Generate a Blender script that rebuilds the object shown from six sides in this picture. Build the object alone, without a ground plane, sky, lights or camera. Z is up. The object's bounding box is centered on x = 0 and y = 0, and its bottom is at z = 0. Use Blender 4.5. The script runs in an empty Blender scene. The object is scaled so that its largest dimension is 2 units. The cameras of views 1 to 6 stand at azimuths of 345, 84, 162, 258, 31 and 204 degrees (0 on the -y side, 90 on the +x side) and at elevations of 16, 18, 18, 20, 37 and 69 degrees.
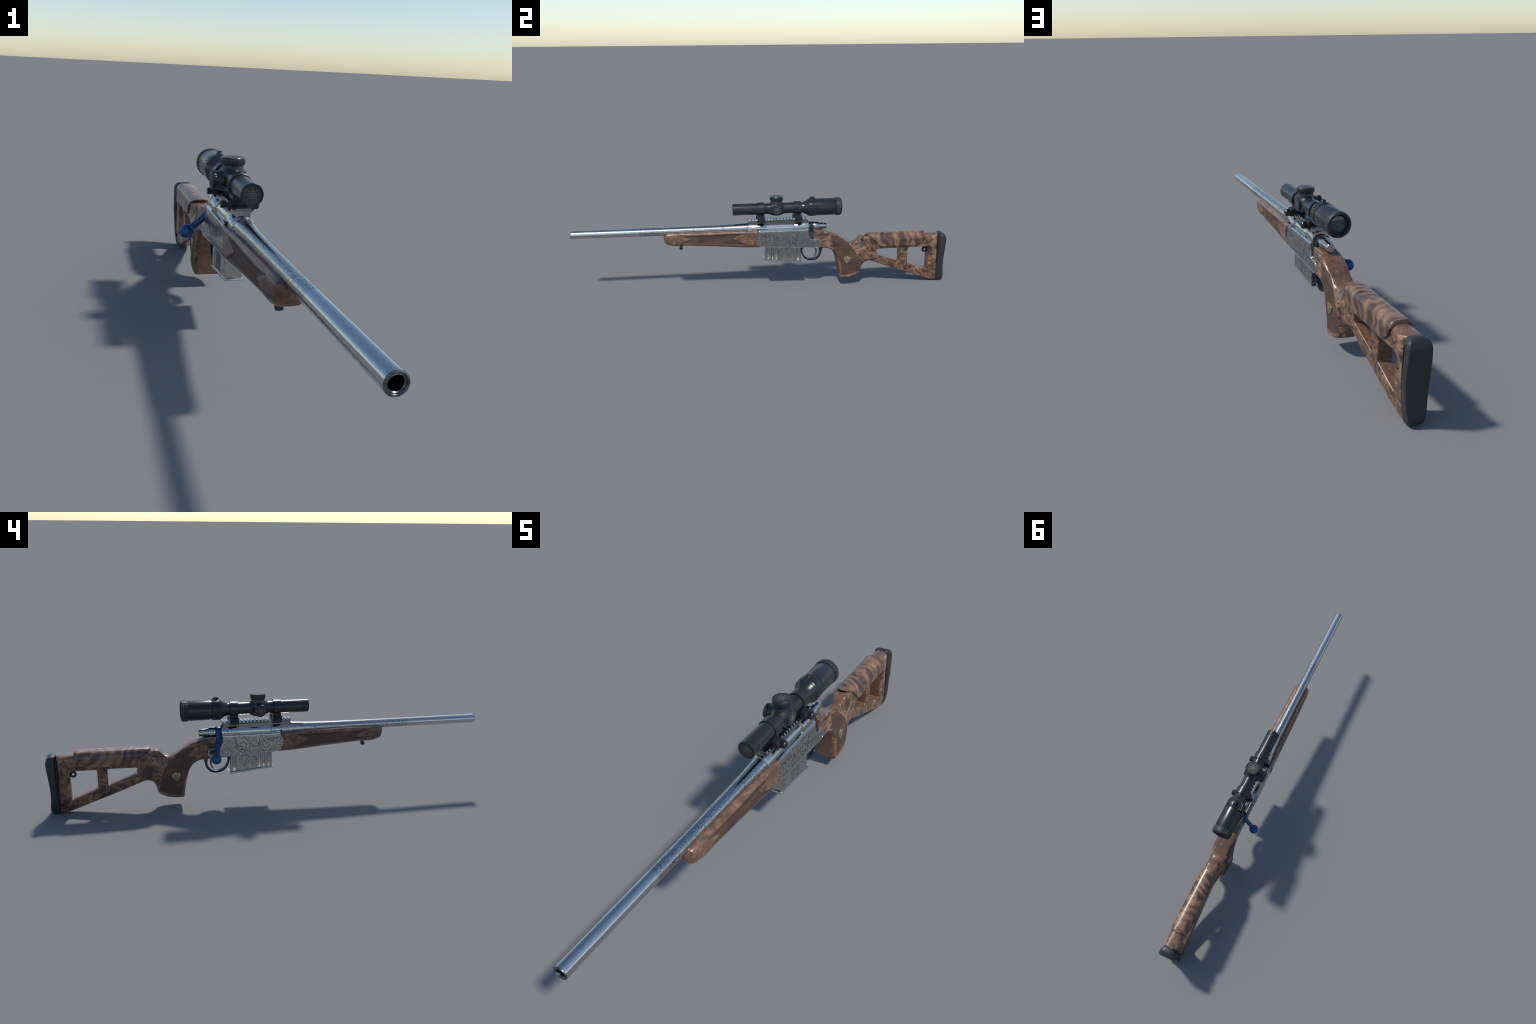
"""Scoped bolt-action hunting rifle: figured walnut skeleton stock, engraved bright steel
receiver and barrel, blued bolt handle, black telescopic sight.
Frame: barrel runs along y (muzzle at -y), z up, rifle mid plane at x = XC."""
import bpy, math, random
import numpy as np
from mathutils.geometry import delaunay_2d_cdt
from mathutils import Vector

random.seed(7)
XC = 0.030           # mid plane of the rifle
BZ = 0.3335          # height of the bore axis
SZ = 0.4377          # height of the scope axis
PI = math.pi

# ------------------------------------------------------------------ materials
class NT:
    """small helper to wire shader nodes"""
    def __init__(s, name):
        s.m = bpy.data.materials.new(name); s.m.use_nodes = True
        s.t = s.m.node_tree; s.b = s.t.nodes["Principled BSDF"]
    def n(s, kind, **kw):
        nd = s.t.nodes.new(kind)
        for k, v in kw.items():
            setattr(nd, k, v)
        return nd
    def link(s, a, b): s.t.links.new(a, b)
    def val(s, sock, v):
        if hasattr(v, "is_linked") or hasattr(v, "links"): s.link(v, sock)
        else: sock.default_value = v
    def math(s, op, a, b=0.0, c=0.0, clamp=False):
        nd = s.n("ShaderNodeMath", operation=op); nd.use_clamp = clamp
        for i, v in enumerate((a, b, c)): s.val(nd.inputs[i], v)
        return nd.outputs[0]
    def vmath(s, op, a, b=(0, 0, 0)):
        nd = s.n("ShaderNodeVectorMath", operation=op)
        s.val(nd.inputs[0], a); s.val(nd.inputs[1], b)
        return nd.outputs["Value"] if op in ("LENGTH", "DOT_PRODUCT") else nd.outputs[0]
    def scale(s, a, f):
        nd = s.n("ShaderNodeVectorMath", operation="SCALE")
        s.val(nd.inputs[0], a); s.val(nd.inputs["Scale"], f); return nd.outputs[0]
    def coord(s): return s.n("ShaderNodeTexCoord").outputs["Object"]
    def noise(s, vec, scale, detail=3.0, rough=0.5, dist=0.0, color=False):
        nd = s.n("ShaderNodeTexNoise")
        s.link(vec, nd.inputs["Vector"]); nd.inputs["Scale"].default_value = scale
        nd.inputs["Detail"].default_value = detail; nd.inputs["Roughness"].default_value = rough
        nd.inputs["Distortion"].default_value = dist
        return nd.outputs["Color" if color else "Fac"]
    def ramp(s, fac, stops, interp="LINEAR"):
        nd = s.n("ShaderNodeValToRGB"); cr = nd.color_ramp; cr.interpolation = interp
        while len(cr.elements) < len(stops): cr.elements.new(0.5)
        for e, (p, c) in zip(cr.elements, stops):
            e.position = p; e.color = (*c, 1) if len(c) == 3 else c
        s.link(fac, nd.inputs[0]); return nd.outputs[0]
    def mix(s, fac, a, b, blend="MIX"):
        nd = s.n("ShaderNodeMix", data_type="RGBA", blend_type=blend)
        s.val(nd.inputs[0], fac)
        for i, v in ((6, a), (7, b)):
            if isinstance(v, tuple): nd.inputs[i].default_value = (*v, 1)
            else: s.link(v, nd.inputs[i])
        return nd.outputs[2]
    def mapping(s, vec, loc=(0, 0, 0), rot=(0, 0, 0), scale=(1, 1, 1)):
        nd = s.n("ShaderNodeMapping")
        s.link(vec, nd.inputs[0]); nd.inputs[1].default_value = loc
        nd.inputs[2].default_value = rot; nd.inputs[3].default_value = scale
        return nd.outputs[0]
    def bump(s, h, strength, dist=0.001):
        nd = s.n("ShaderNodeBump"); nd.inputs["Strength"].default_value = strength
        nd.inputs["Distance"].default_value = dist
        s.link(h, nd.inputs["Height"]); s.link(nd.outputs[0], s.b.inputs["Normal"])
    def set(s, color=None, metal=None, rough=None, coat=None, coat_rough=None, spec=None):
        for key, v in (("Base Color", color), ("Metallic", metal), ("Roughness", rough),
                       ("Coat Weight", coat), ("Coat Roughness", coat_rough), ("Specular IOR Level", spec)):
            if v is None: continue
            if isinstance(v, tuple): v = (*v, 1)
            s.val(s.b.inputs[key], v)
        return s.m


def mat_walnut(name, stripe, calm=0.0):
    """figured walnut: growth rings cut as contour lines of a warped noise; stripe = tiger flame bands"""
    w = NT(name); p = w.coord()
    warp = w.vmath("SUBTRACT", w.noise(p, 8.0, 2.0, color=True), (0.5, 0.5, 0.5))
    warp2 = w.vmath("SUBTRACT", w.noise(p, 34.0, 2.0, color=True), (0.5, 0.5, 0.5))
    q = w.vmath("ADD", p, w.scale(warp, 0.12 if stripe else 0.10))
    q = w.vmath("ADD", q, w.scale(warp2, 0.012 if stripe else 0.030))
    if stripe:
        sx = w.n("ShaderNodeSeparateXYZ"); w.link(q, sx.inputs[0])
        s1 = w.math("MULTIPLY_ADD", sx.outputs[2], 0.45, sx.outputs[1])
        s1 = w.math("MULTIPLY_ADD", sx.outputs[0], 0.3, s1)
        bands = w.math("MULTIPLY_ADD", w.math("SINE", w.math("MULTIPLY", s1, 150.0)), 0.115, w.noise(q, 14.0, 1.0, 0.5))
        ph, fine, cut = 40.0, 130.0, 2.2
    else:
        bands = w.noise(w.mapping(q, scale=(0.8, 1.0, 1.0)), 24.0, 1.0, 0.45, 0.6)
        ph, fine, cut = 36.0, 170.0, 6.5
    dark, mid, light = (0.054, 0.032, 0.027), (0.212, 0.113, 0.065), (0.330, 0.184, 0.104)
    fig = w.ramp(bands, [(0.33, dark), (0.42, (0.125, 0.066, 0.045)), (0.49, mid), (0.66, light)])
    ring = w.math("POWER", w.math("MULTIPLY_ADD", w.math("SINE", w.math("MULTIPLY", bands, ph)), 0.5, 0.5), 2.2)
    fade = w.math("SUBTRACT", w.noise(p, 30.0, 2.0), 0.34, clamp=True)
    fig = w.mix(w.math("MULTIPLY", ring, w.math("MULTIPLY", fade, cut, clamp=True), clamp=True), fig, dark)
    grain = w.math("MULTIPLY_ADD", w.math("SINE", w.math("MULTIPLY", bands, fine)), 0.5, 0.5)
    fig = w.mix(w.math("MULTIPLY", grain, 0.50 if stripe else 0.34), fig, (0.075, 0.042, 0.033))
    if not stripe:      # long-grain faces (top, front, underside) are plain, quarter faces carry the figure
        ge = w.n("ShaderNodeNewGeometry"); sn = w.n("ShaderNodeSeparateXYZ"); w.link(ge.outputs["Normal"], sn.inputs[0])
        face = w.math("MULTIPLY", w.math("SUBTRACT", w.math("ABSOLUTE", sn.outputs[0]), 0.30), 3.5, clamp=True)
        pl = w.noise(w.mapping(p, scale=(1.0, 0.5, 1.0)), 95.0, 4.0, 0.65, 0.6)
        plain = w.ramp(pl, [(0.30, (0.085, 0.045, 0.032)), (0.50, (0.155, 0.081, 0.052)), (0.72, (0.235, 0.126, 0.079))])
        fig = w.mix(w.math("MULTIPLY", face, 1.0 - calm), plain, fig)
    fibre = w.noise(w.mapping(p, scale=(1, 0.25, 1)), 330.0, 2.0)
    fig = w.mix(0.22, fig, w.ramp(fibre, [(0.3, (0.2, 0.19, 0.19)), (0.7, (0.85, 0.85, 0.85))]), "OVERLAY")
    w.bump(fibre, 0.08, 0.0006)
    rg = w.math("MULTIPLY_ADD", w.noise(p, 40.0), 0.16, 0.27)
    return w.set(fig, 0.0, rg, 0.25, 0.18, 0.45)


def mat_checkered():
    w = NT("checkered_walnut"); p = w.coord()
    sx = w.n("ShaderNodeSeparateXYZ"); w.link(p, sx.inputs[0])
    a = w.math("ADD", sx.outputs[1], sx.outputs[2]); b = w.math("SUBTRACT", sx.outputs[1], sx.outputs[2])
    g = w.math("MAXIMUM", w.math("ABSOLUTE", w.math("SINE", w.math("MULTIPLY", a, 1250.0))),
               w.math("ABSOLUTE", w.math("SINE", w.math("MULTIPLY", b, 1250.0))))
    n = w.noise(w.mapping(p, scale=(1, 0.4, 1)), 28.0, 5.0, 0.65, 0.5)
    col = w.ramp(n, [(0.28, (0.052, 0.032, 0.025)), (0.5, (0.088, 0.050, 0.037)), (0.75, (0.145, 0.080, 0.055))])
    col = w.mix(w.math("MULTIPLY", g, 0.25), col, (0.05, 0.03, 0.024))
    w.bump(g, 0.25, 0.0005)
    return w.set(col, 0.0, 0.5, 0.0, None, 0.35)


def scroll_field(w, u, v, cell):
    """scroll engraving on a (u, v) surface coordinate: curling contour cuts of a slow noise,
    broken up by short leaf strokes"""
    cb = w.n("ShaderNodeCombineXYZ"); w.val(cb.inputs[0], u); w.val(cb.inputs[1], v)
    a = w.noise(cb.outputs[0], 0.85 / cell, 0.0, 0.4, 2.2)
    c1 = w.math("ABSOLUTE", w.math("SINE", w.math("MULTIPLY", a, 24.0)))
    l1 = w.math("SUBTRACT", 1.0, w.math("MULTIPLY", c1, 1.35), clamp=True)
    b = w.noise(cb.outputs[0], 2.6 / cell, 1.0, 0.5, 2.0)
    c2 = w.math("ABSOLUTE", w.math("SINE", w.math("MULTIPLY", b, 13.0)))
    l2 = w.math("SUBTRACT", 1.0, w.math("MULTIPLY", c2, 1.5), clamp=True)
    return w.math("MAXIMUM", l1, w.math("MULTIPLY", l2, 0.65))


STEEL = (0.60, 0.59, 0.57)
GROOVE = (0.10, 0.105, 0.105)

def mat_steel(name, base=STEEL, rough=0.15, wave=0.06):
    w = NT(name); p = w.coord()
    n = w.noise(p, 55.0, 4.0, 0.6)
    ws = w.noise(w.mapping(p, scale=(1, 0.35, 1)), 30.0, 1.0)
    w.bump(ws, wave, 0.004)
    col = w.mix(w.math("MULTIPLY", n, 0.30), base, tuple(c * 0.72 for c in base))
    return w.set(col, 1.0, w.math("MULTIPLY_ADD", n, 0.14, rough - 0.07))


def mat_engraved_round(name, cx, cz, y0, y1, cell=0.030, amount=0.75):
    """engraving wrapped round a tube along y, between y0 and y1"""
    w = NT(name); p = w.coord()
    sx = w.n("ShaderNodeSeparateXYZ"); w.link(p, sx.inputs[0])
    ang = w.math("ARCTAN2", w.math("SUBTRACT", sx.outputs[0], cx), w.math("SUBTRACT", sx.outputs[2], cz))
    f = scroll_field(w, sx.outputs[1], w.math("MULTIPLY", ang, 0.024), cell)
    zone = w.math("MULTIPLY", w.math("GREATER_THAN", sx.outputs[1], y0), w.math("LESS_THAN", sx.outputs[1], y1))
    f = w.math("MULTIPLY", f, zone)
    n = w.noise(p, 55.0, 4.0, 0.6)
    col = w.mix(w.math("MULTIPLY", n, 0.25), STEEL, (0.40, 0.41, 0.41))
    col = w.mix(w.math("MULTIPLY", f, amount), col, GROOVE)
    ws = w.noise(w.mapping(p, scale=(1, 0.35, 1)), 30.0, 1.0)
    h = w.math("SUBTRACT", w.math("MULTIPLY", ws, 3.0), w.math("MULTIPLY", f, 0.5))
    w.bump(h, 0.12, 0.0010)
    return w.set(col, 1.0, w.math("MULTIPLY_ADD", f, 0.10, 0.15))


def mat_engraved_flat(name, base=(0.53, 0.525, 0.505), cell=0.03, amount=0.0):
    """bright plate with fine stippled ground"""
    w = NT(name); p = w.coord()
    n = w.noise(p, 90.0, 4.0, 0.7)
    col = w.ramp(n, [(0.3, tuple(c * 0.85 for c in base)), (0.6, base)])
    if amount:
        sx = w.n("ShaderNodeSeparateXYZ"); w.link(p, sx.inputs[0])
        f = scroll_field(w, sx.outputs[1], sx.outputs[2], cell)
        col = w.mix(w.math("MULTIPLY", f, amount), col, GROOVE)
        w.bump(w.math("SUBTRACT", 1.0, f), 0.15, 0.0006)
    else:
        w.bump(n, 0.03, 0.0006)
    return w.set(col, 1.0, 0.20)


def mat_plain(name, col, metal=0.0, rough=0.5, var=0.2, scale=60.0, coat=0.0, spec=0.5, bump=0.05, rv=0.16):
    w = NT(name); p = w.coord()
    n = w.noise(p, scale, 4.0, 0.6)
    c = w.ramp(n, [(0.3, tuple(x * (1 - var) for x in col)), (0.7, tuple(min(1, x * (1 + var)) for x in col))])
    if bump: w.bump(n, bump, 0.0006)
    return w.set(c, metal, w.math("MULTIPLY_ADD", n, rv, rough - rv / 2), coat, 0.2, spec)


M_BURL = mat_walnut("walnut_burl", 0)
M_FORE = mat_walnut("walnut_straight", 0, 0.5)
M_FLAME = mat_walnut("walnut_flame", 1)
M_CHECK = mat_checkered()
M_STEEL = mat_steel("bright_steel")
M_BARREL = mat_engraved_round("engraved_barrel_steel", XC, BZ, -0.652, -0.080, 0.036, 0.85)
M_RING = mat_engraved_round("engraved_receiver_steel", XC, BZ, -0.2, 0.5, 0.030, 0.7)
M_PLATE = mat_engraved_flat("engraved_plate_steel")
M_MAG = mat_engraved_flat("engraved_magazine_steel")
M_LINE = mat_plain("engraving_groove", (0.11, 0.11, 0.107), 1.0, 0.40, 0.25)
M_LEAF = mat_plain("engraving_leaf", (0.62, 0.62, 0.60), 1.0, 0.24, 0.15)
M_BLACK = mat_plain("black_anodised", (0.019, 0.021, 0.024), 0.15, 0.29, 0.12, 40.0, 0.0, 0.55, 0.0, 0.06)
M_BLACKM = mat_plain("black_matt", (0.020, 0.021, 0.023), 0.0, 0.5, 0.25)
M_NAVY = mat_plain("blued_steel", (0.045, 0.055, 0.085), 0.8, 0.30, 0.25)
M_BLUE = mat_plain("bright_blue_anodised", (0.030, 0.086, 0.235), 0.55, 0.42, 0.38, 110.0, 0.0, 0.5, 0.12)
M_BLUE_DARK = mat_plain("darker_blue_handle", (0.028, 0.062, 0.175), 0.55, 0.42, 0.38, 110.0, 0.0, 0.5, 0.12)
M_RUBBER = mat_plain("black_rubber", (0.024, 0.026, 0.029), 0.0, 0.46, 0.15, 80.0)
M_BRASS = mat_plain("dull_brass", (0.45, 0.39, 0.27), 0.75, 0.42, 0.25, 120.0)
M_BRASSD = mat_plain("dark_brass", (0.27, 0.23, 0.15), 0.7, 0.5, 0.25, 120.0)
M_TRIG = mat_plain("trigger_bronze", (0.22, 0.19, 0.13), 0.9, 0.35, 0.2)
M_MARK = mat_plain("engraved_mark", (0.135, 0.122, 0.108), 0.2, 0.55, 0.25, 140.0)
M_MARKC = mat_plain("engraved_mark_plain", (0.085, 0.078, 0.072), 0.2, 0.55, 0.25, 140.0)
M_RAIL = mat_steel("rail_steel", (0.34, 0.34, 0.335), 0.24)
M_VOID = mat_plain("dark_recess", (0.012, 0.012, 0.013), 0.0, 0.8, 0.1)
wl = NT("coated_lens"); pl = wl.coord()
M_LENS = wl.set(wl.ramp(wl.noise(pl, 45.0, 4.0, 0.6, 0.6), [(0.35, (0.018, 0.024, 0.034)), (0.65, (0.045, 0.07, 0.105))]), 0.0, 0.12, 0.6, 0.05, 0.6)

# ------------------------------------------------------------------ scene graph helpers
ROOT = bpy.data.objects.new("hunting_rifle", None)
bpy.context.scene.collection.objects.link(ROOT)
ROOT["label"] = "engraved bolt-action rifle with walnut skeleton stock and black scope"
ROOT["category"] = "rifle"


def add_mesh(name, verts, faces, mat, parent=None, normals=None, angle=32.0, stuff=False):
    me = bpy.data.meshes.new(name)
    me.from_pydata([tuple(map(float, v)) for v in verts], [], [tuple(int(i) for i in f) for f in faces])
    me.validate(); me.update()
    me.materials.append(mat)
    me.polygons.foreach_set("use_smooth", [True] * len(me.polygons))
    if normals is not None:
        me.normals_split_custom_set_from_vertices([tuple(map(float, n)) for n in normals])
    else:
        me.set_sharp_from_angle(angle=math.radians(angle))
    ob = bpy.data.objects.new(name, me)
    bpy.context.scene.collection.objects.link(ob)
    ob.parent = parent or ROOT
    if stuff: ob["kind"] = "stuff"
    return ob


class Bag:
    """collects pieces that become one mesh"""
    def __init__(s): s.v, s.f = [], []
    def add(s, v, f):
        o = len(s.v); s.v += [tuple(x) for x in v]; s.f += [tuple(i + o for i in t) for t in f]
    def obj(s, *a, **k): return add_mesh(a[0], s.v, s.f, *a[1:], **k)


def lathe(profile, centre, axis="y", segs=64, rfun=None, close=True):
    """surface of revolution; profile = [(t along axis, radius)]; rfun(t, angle) scales the radius"""
    V, F = [], []
    n = len(profile)
    for t, r in profile:
        for k in range(segs):
            a = 2 * PI * k / segs
            rr = r * (rfun(t, a) if rfun else 1.0)
            c, s = rr * math.cos(a), rr * math.sin(a)
            if axis == "y": V.append((centre[0] + c, centre[1] + t, centre[2] + s))
            elif axis == "z": V.append((centre[0] + c, centre[1] + s, centre[2] + t))
            else: V.append((centre[0] + t, centre[1] + c, centre[2] + s))
    for i in range(n - 1):
        for k in range(segs):
            k2 = (k + 1) % segs
            q = (i * segs + k, i * segs + k2, (i + 1) * segs + k2, (i + 1) * segs + k)
            F.append(q if axis == "x" else q if axis == "z" else q[::-1])
    if close:
        for i, flip in ((0, False), (n - 1, True)):
            if profile[i][1] > 1e-6:
                loop = [i * segs + k for k in range(segs)]
                F.append(tuple(loop[::-1] if flip == (axis == "y") else loop))
    return V, F


def box(x0, x1, y0, y1, z0, z1, ch=0.0):
    """box with chamfered edges along y"""
    c = ch
    sec = [(x0 + c, z0), (x1 - c, z0), (x1, z0 + c), (x1, z1 - c), (x1 - c, z1), (x0 + c, z1), (x0, z1 - c), (x0, z0 + c)] if c else \
          [(x0, z0), (x1, z0), (x1, z1), (x0, z1)]
    return prism(sec, y0, y1)


def prism(sec, y0, y1):
    """extrude an (x, z) section along y"""
    n = len(sec)
    V = [(x, y0, z) for x, z in sec] + [(x, y1, z) for x, z in sec]
    F = [(i, (i + 1) % n, n + (i + 1) % n, n + i) for i in range(n)]
    F = [f[::-1] for f in F] + [tuple(range(n)), tuple(range(2 * n - 1, n - 1, -1))]
    return V, F


def tube(path, radii, segs=12, flat=1.0, up=(1, 0, 0)):
    """sweep an ellipse along a 3D path; flat scales the radius across 'up'"""
    P = [Vector(p) for p in path]; V, F = [], []
    for i, p in enumerate(P):
        t = (P[min(i + 1, len(P) - 1)] - P[max(i - 1, 0)]).normalized()
        u = Vector(up); u = (u - t * u.dot(t)).normalized(); w = t.cross(u)
        for k in range(segs):
            a = 2 * PI * k / segs
            V.append(p + u * (radii[i] * flat * math.cos(a)) + w * (radii[i] * math.sin(a)))
    for i in range(len(P) - 1):
        for k in range(segs):
            k2 = (k + 1) % segs
            F.append((i * segs + k, i * segs + k2, (i + 1) * segs + k2, (i + 1) * segs + k))
    F.append(tuple(range(segs))[::-1]); F.append(tuple((len(P) - 1) * segs + k for k in range(segs)))
    return V, F


def spline(pts, step=0.004, closed=True):
    """Catmull-Rom through control points (y, z, edge radius[, 'c' for a sharp corner]); returns samples"""
    n = len(pts); out = []
    rng = range(n) if closed else range(n - 1)
    for i in rng:
        p1, p2 = pts[i], pts[(i + 1) % n]
        p0 = pts[(i - 1) % n] if closed or i > 0 else p1
        p3 = pts[(i + 2) % n] if closed or i + 2 < n else p2
        a, b = np.array(p1[:3], float), np.array(p2[:3], float)
        c1, c2 = len(p1) > 3, len(p2) > 3
        L = np.hypot(*(b - a)[:2])
        m1 = np.zeros(3) if c1 else None; m2 = None
        def tang(pa, pb, pc):
            pa, pb, pc = (np.array(q[:3], float) for q in (pa, pb, pc))
            d1, d2 = np.hypot(*(pb - pa)[:2]) + 1e-9, np.hypot(*(pc - pb)[:2]) + 1e-9
            return ((pb - pa) / d1 * d2 + (pc - pb) / d2 * d1) / (d1 + d2)
        m1 = (b - a) / L if c1 else tang(p0, p1, p2)
        m2 = (b - a) / L if c2 else tang(p1, p2, p3)
        k = max(1, int(round(L / step)))
        for j in range(k):
            t = j / k
            h = np.array([2 * t**3 - 3 * t**2 + 1, t**3 - 2 * t**2 + t, -2 * t**3 + 3 * t**2, t**3 - t**2])
            q = h[0] * a + h[1] * L * m1 + h[2] * b + h[3] * L * m2
            q[2] = a[2] + (b[2] - a[2]) * t
            out.append(q)
    if not closed: out.append(np.array(pts[-1][:3], float))
    return np.array(out)


def inside(P, loop):
    """even-odd test of points P (n,2) against a closed loop"""
    x, y = P[:, 0][:, None], P[:, 1][:, None]
    a, b = loop[:, :2], np.roll(loop[:, :2], -1, 0)
    cond = (a[:, 1] > y) != (b[:, 1] > y)
    xi = a[:, 0] + (y - a[:, 1]) * (b[:, 0] - a[:, 0]) / (b[:, 1] - a[:, 1] + 1e-15)
    return (np.sum(cond & (x < xi), 1) % 2) == 1


def dist_loops(P, loops):
    """distance to the nearest loop segment, and the edge radius there"""
    best = np.full(len(P), 9.0); rad = np.zeros(len(P))
    for L in loops:
        a, b = L[:, :2], np.roll(L[:, :2], -1, 0)
        ra, rb = L[:, 2], np.roll(L[:, 2], -1)
        d = b - a; dd = (d**2).sum(1) + 1e-15
        for s in range(0, len(P), 2000):
            p = P[s:s + 2000]
            t = np.clip(((p[:, None] - a) * d).sum(2) / dd, 0, 1)
            q = a + t[..., None] * d
            D = np.sqrt(((p[:, None] - q)**2).sum(2))
            i = D.argmin(1); j = np.arange(len(p))
            r = ra[i] + (rb - ra)[i] * t[j, i]
            m = D[j, i] < best[s:s + 2000]
            best[s:s + 2000] = np.where(m, D[j, i], best[s:s + 2000])
            rad[s:s + 2000] = np.where(m, r, rad[s:s + 2000])
    return best, rad


def edge_drop(P, loops):
    """how far the surface falls back near the outline: the largest fall any edge segment asks for"""
    out = np.zeros(len(P))
    for L in loops:
        a, b = L[:, :2], np.roll(L[:, :2], -1, 0)
        ra, rb = L[:, 2], np.roll(L[:, 2], -1)
        d = b - a; dd = (d**2).sum(1) + 1e-15
        for s in range(0, len(P), 2000):
            p = P[s:s + 2000]
            t = np.clip(((p[:, None] - a) * d).sum(2) / dd, 0, 1)
            D = np.sqrt(((p[:, None] - a - t[..., None] * d)**2).sum(2))
            r = np.maximum(ra + (rb - ra) * t, 1e-5); k = np.clip(D, 0, r)
            e = r - np.sqrt(np.maximum(r**2 - (r - k)**2, 0))
            out[s:s + 2000] = np.maximum(out[s:s + 2000], e.max(1))
    return out


def inset(loop, d):
    """shift a loop inward by d (counter-clockwise or clockwise alike)"""
    L = loop[:, :2]; a, c = np.roll(L, 1, 0), np.roll(L, -1, 0)
    t = c - a; t /= np.linalg.norm(t, axis=1)[:, None] + 1e-12
    area = 0.5 * np.sum(L[:, 0] * np.roll(L[:, 1], -1) - np.roll(L[:, 0], -1) * L[:, 1])
    nrm = np.stack([-t[:, 1], t[:, 0]], 1) * (1 if area > 0 else -1)
    return L + nrm * d


def pillow(name, loops, width, mat, grid=0.006, panels=(), panel_depth=0.0015, panel_name=None, panel_mat=None,
           xc=XC, parent=None, extra=None, flat=False):
    """Solid whose side view is the loops (outer first, then holes) and whose half thickness is
    width(y, z), with the edges rounded by the radius carried on each outline sample."""
    pts, edges = [], []
    def push(loop, closed=True):
        o = len(pts); pts.extend(map(tuple, loop[:, :2])); n = len(loop)
        edges.extend((o + i, o + (i + 1) % n) for i in range(n if closed else n - 1))
    for L in loops: push(L)
    cons = []
    for Pn in panels:
        push(Pn); ins = np.column_stack([inset(Pn, 0.0016), np.zeros(len(Pn))]); push(ins); cons += [Pn, ins]
    cand = []
    for hole, L in enumerate(loops):
        for fr in (0.06, 0.2, 0.42, 0.7, 1.0):
            for s, q in zip(L, inset(L, 1.0) - L[:, :2]):
                d = s[2] * fr
                if d > 0.0002: cand.append((*(s[:2] + q * (-d if hole else d)), d))
    cand = np.array(cand) if cand else np.zeros((0, 3))
    if len(cand):
        dd, _ = dist_loops(cand[:, :2], loops); ok = dd >= cand[:, 2] * 0.93
        if cons: ok &= dist_loops(cand[:, :2], cons)[0] > 0.0007
        cand = cand[ok, :2]
        key = np.round(cand / 0.0007).astype(int); _, u = np.unique(key, axis=0, return_index=True)
        cand = cand[np.sort(u)]
    lo, hi = loops[0][:, :2].min(0), loops[0][:, :2].max(0)
    gy, gz = np.meshgrid(np.arange(lo[0], hi[0], grid), np.arange(lo[1], hi[1], grid * 0.87))
    gy = gy + (np.arange(len(gy)) % 2)[:, None] * grid / 2
    G = np.column_stack([gy.ravel(), gz.ravel()])
    G = G[inside(G, loops[0])]
    if len(G):
        d, r = dist_loops(G, loops); ok = d > np.maximum(r * 1.1, grid * 0.45)
        if cons: ok &= dist_loops(G, cons)[0] > grid * 0.3
        G = G[ok]
    allp = pts + [tuple(p) for p in cand] + [tuple(p) for p in G]
    res = delaunay_2d_cdt([Vector(p) for p in allp], edges, [], 0, 1e-6)
    P = np.array([tuple(v) for v in res[0]]); T = [tuple(f) for f in res[2]]
    C = np.array([P[list(t)].mean(0) for t in T])
    keep = inside(C, loops[0])
    for L in loops[1:]: keep &= ~inside(C, L)
    T = [t for t, k in zip(T, keep) if k]; C = C[keep]
    drop = edge_drop(P, loops)
    h = np.array([width(y, z) for y, z in P]) - drop
    for i, Pn in enumerate(panels):
        ins = inset(Pn, 0.0014)
        h = h - panel_depth * inside(P, np.column_stack([ins, ins[:, 0]]))
    if extra: h = h + np.array([extra(y, z) for y, z in P])
    h = np.maximum(h, 0.0008)
    n = len(P)
    def ccw(t):
        a, b, c = P[t[0]], P[t[1]], P[t[2]]
        return t if (b[0] - a[0]) * (c[1] - a[1]) - (b[1] - a[1]) * (c[0] - a[0]) > 0 else t[::-1]
    T = [ccw(t) for t in T]
    V = [(xc + h[i], P[i][0], P[i][1]) for i in range(n)] + [(xc - h[i], P[i][0], P[i][1]) for i in range(n)]
    cnt = {}
    for t in T:
        for i in range(len(t)):
            e = (t[i], t[(i + 1) % len(t)]); cnt[e] = 1
    F = [t for t in T] + [tuple(i + n for i in t[::-1]) for t in T]
    W = [(b, a, a + n, b + n) for a, b in cnt if (b, a) not in cnt]
    if not panels:
        return add_mesh(name, V, F + W, mat, parent, angle=30)
    # split by region, sharing border vertices and whole-body normals
    tmp = bpy.data.meshes.new("tmp"); tmp.from_pydata(V, [], F + W); tmp.update()
    nor = np.array([v.normal[:] for v in tmp.vertices]); bpy.data.meshes.remove(tmp)
    inp = np.zeros(len(T), bool)
    for Pn in panels: inp |= inside(C, Pn)
    two = np.concatenate([inp, inp])
    def sub(faces, nm, m):
        used = sorted({i for f in faces for i in f}); mp = {o: i for i, o in enumerate(used)}
        return add_mesh(nm, [V[i] for i in used], [tuple(mp[i] for i in f) for f in faces], m, parent, nor[used])
    body = sub([f for f, q in zip(F, two) if not q] + W, name, mat)
    half = len(T)
    sub([f for f, q in zip(F[:half], inp) if q], panel_name, panel_mat)
    sub([f for f, q in zip(F[half:], inp) if q], panel_name, panel_mat)
    return body


def interp(tab):
    xs, ys = [a for a, _ in tab], [b for _, b in tab]
    return lambda t: float(np.interp(t, xs, ys))


def smooth(tab):
    f = interp(tab)
    return lambda t: (f(t - 0.012) + f(t - 0.006) + f(t) + f(t + 0.006) + f(t + 0.012)) / 5

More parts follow.
